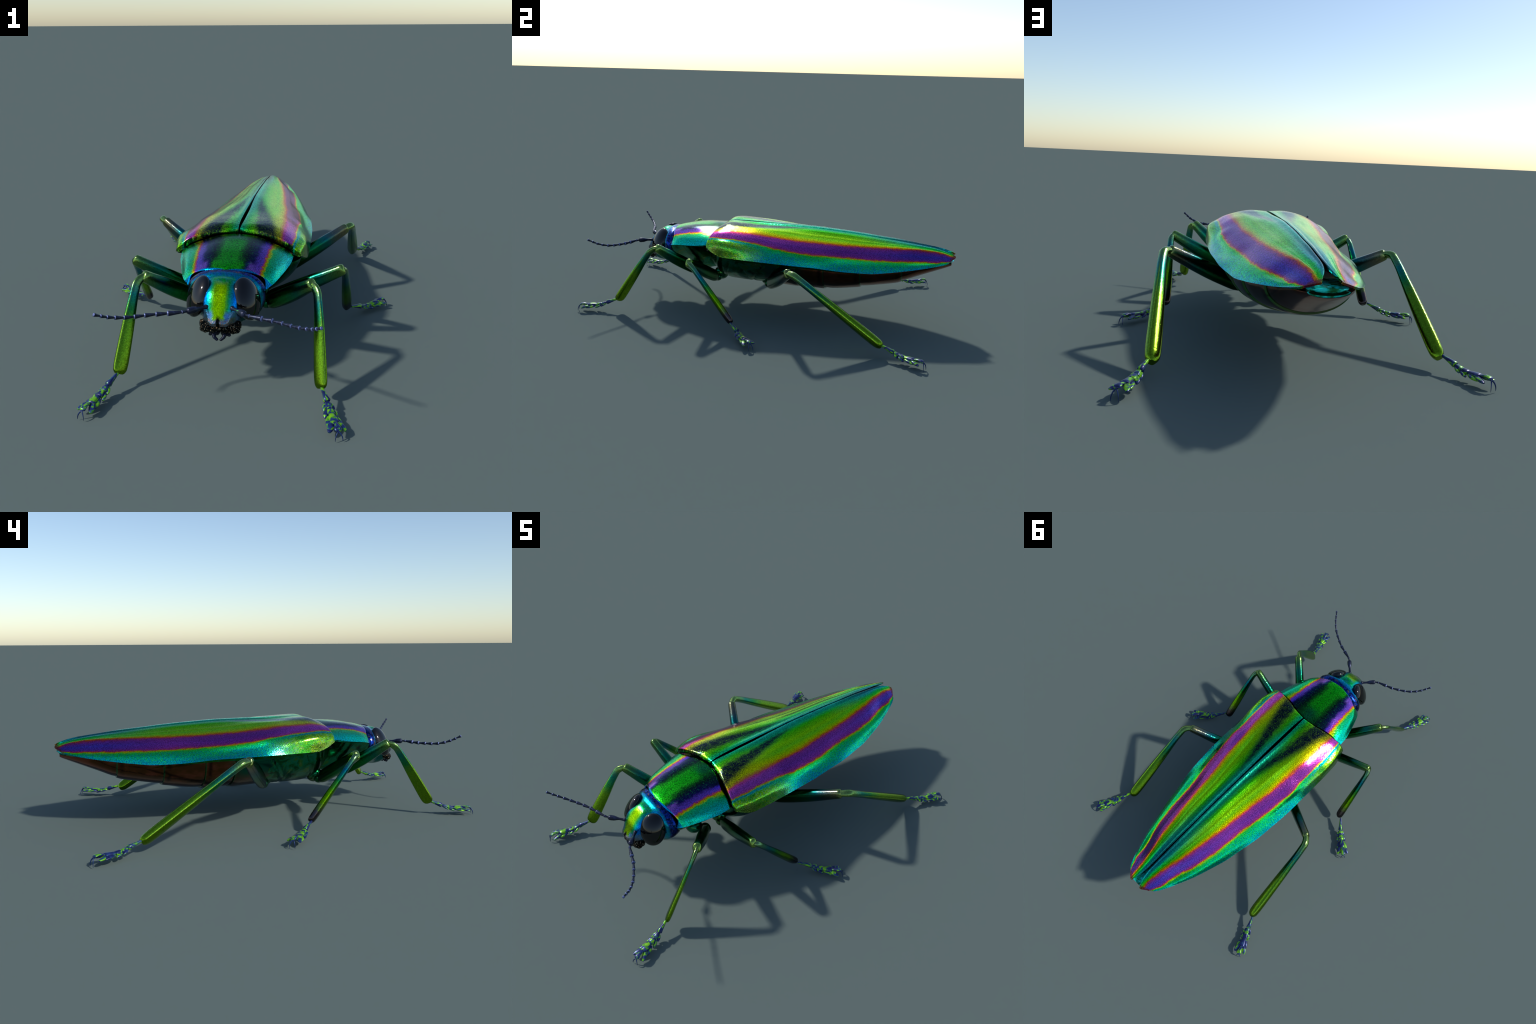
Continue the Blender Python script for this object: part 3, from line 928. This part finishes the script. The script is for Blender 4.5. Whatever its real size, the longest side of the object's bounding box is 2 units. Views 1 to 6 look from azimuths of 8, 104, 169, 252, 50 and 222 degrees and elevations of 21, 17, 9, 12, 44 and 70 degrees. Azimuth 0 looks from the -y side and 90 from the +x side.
LEGS = [
    dict(coxa=(.075, -.430, .185), base=(.137, -.399, .203), knee=(.324, -.566, .368), elbow=(.349, -.605, .345), end=(.375, -.782, .063), tib=(.377, -.788, .068), t1=(.398, -.840, .049), t5=(.440, -.983, .032), fz=.0335, fy=.0255, tz=.0285, ty=.0135, fm=FEM_F, tm=TIB_F, claw=(-.85, .85)),
    dict(coxa=(.075, -.280, .170), base=(.112, -.291, .165), knee=(.438, -.338, .342), elbow=(.451, -.306, .317), end=(.471, -.096, .056), tib=(.490, -.093, .060), t1=(.534, -.044, .041), t5=(.646, .056, .037), fz=.034, fy=.0225, tz=.0225, ty=.0175, fm=FEM_F, tm=TIB_M, claw=(-.85, .85)),
    dict(coxa=(.085, .000, .170), base=(.128, .016, .163), knee=(.452, .190, .345), elbow=(.482, .232, .346), end=(.507, .671, .050), tib=(.519, .677, .058), t1=(.542, .732, .043), t5=(.603, .871, .038), fz=.0355, fy=.025, tz=.0275, ty=.023, fm=FEM_H, tm=TIB_F, claw=(-.85, .85)),
]
for li, g in enumerate(LEGS):
    V = {k: np.array(v) for k, v in g.items() if k in ("coxa", "base", "knee", "elbow", "end", "tib", "t1", "t5")}
    fd = Vector(V["knee"] - V["base"]).normalized()
    fem = tib = cox = None
    for side in (1, -1):
        m3 = np.array([side, 1, 1])
        P = {k: v * m3 for k, v in V.items()}
        if cox is None:
            b = Build()
            b.ball(V["coxa"] + np.array((0, 0, .012)), (.050, .040, .038), 24, 16, rot(0, -.5, 0))
            b.ball(V["base"] + np.array((-.004, 0, .004)), (.030, .026, .027), 20, 12)
            cox = b.mesh("coxa", 60); cm = cox
        else:
            cm = mirrored(cox, "coxa")
        leg = add("leg", cm, M_STERN)
        M, L = frame_along(P["base"], P["knee"])
        if fem is None:
            fem = femur_mesh(L + .008, g["fz"], g["fy"], "femur"); fem.materials.append(g["fm"])
        add("femur", fem, None, leg, M)
        bend = Vector(P["elbow"] - P["knee"])
        M, L = frame_along(P["knee"], P["end"], bend)
        if tib is None:
            loc = M.inverted() @ Vector(P["elbow"])
            tib = tibia_mesh(L + .004, g["tz"], g["ty"], (loc.x / L, loc.z), "tibia"); tib.materials.append(g["tm"])
        add("tibia", tib, None, leg, M)
        # foot: five joints on a gently arched line
        M, L = frame_along(P["tib"], P["t1"])
        add("tarsomere", TM["long"], None, leg, M @ Matrix.Diagonal((L * 1.05, .095, .095, 1)))
        A, Bp = P["t1"], P["t5"]
        def on(u):
            q = A + (Bp - A) * u
            q = q + np.array((0, 0, -.008 * math.sin(math.pi * min(u / .8, 1)))) 
            return q
        for k, (u0, u1, s) in enumerate(((0, .20, .039), (.17, .39, .045), (.36, .69, .050))):
            a, c = on(u0), on(u1)
            M, L = frame_along(a, c)
            add("tarsomere", TM["padded"], None, leg, M @ Matrix.Diagonal((L, s, s * .8, 1)))
        a, c = on(.64), on(.99)
        M, L = frame_along(a, c + np.array((0, 0, -.006)))
        add("tarsomere_pad", TM["cleft"], None, leg, M @ Matrix.Diagonal((L, .056, .046, 1)))
        a, c = on(.66), Bp
        M, L = frame_along(a, c)
        add("tarsomere", TM["last"], None, leg, M @ Matrix.Diagonal((L, .085, .05, 1)))
        d = Vector(Bp - a); d.z = 0; d.normalize()
        for yaw in g["claw"]:
            dd = Matrix.Rotation(yaw, 3, "Z") @ d
            off = Vector(Bp) + Vector((dd.x, dd.y, 0)) * -.004
            M, L = frame_along(off, off + dd)
            drop = Bp[2] / .032
            add("claw", CLAW, None, leg, M @ Matrix.Diagonal((1.15, 1, drop * 1.03, 1)))
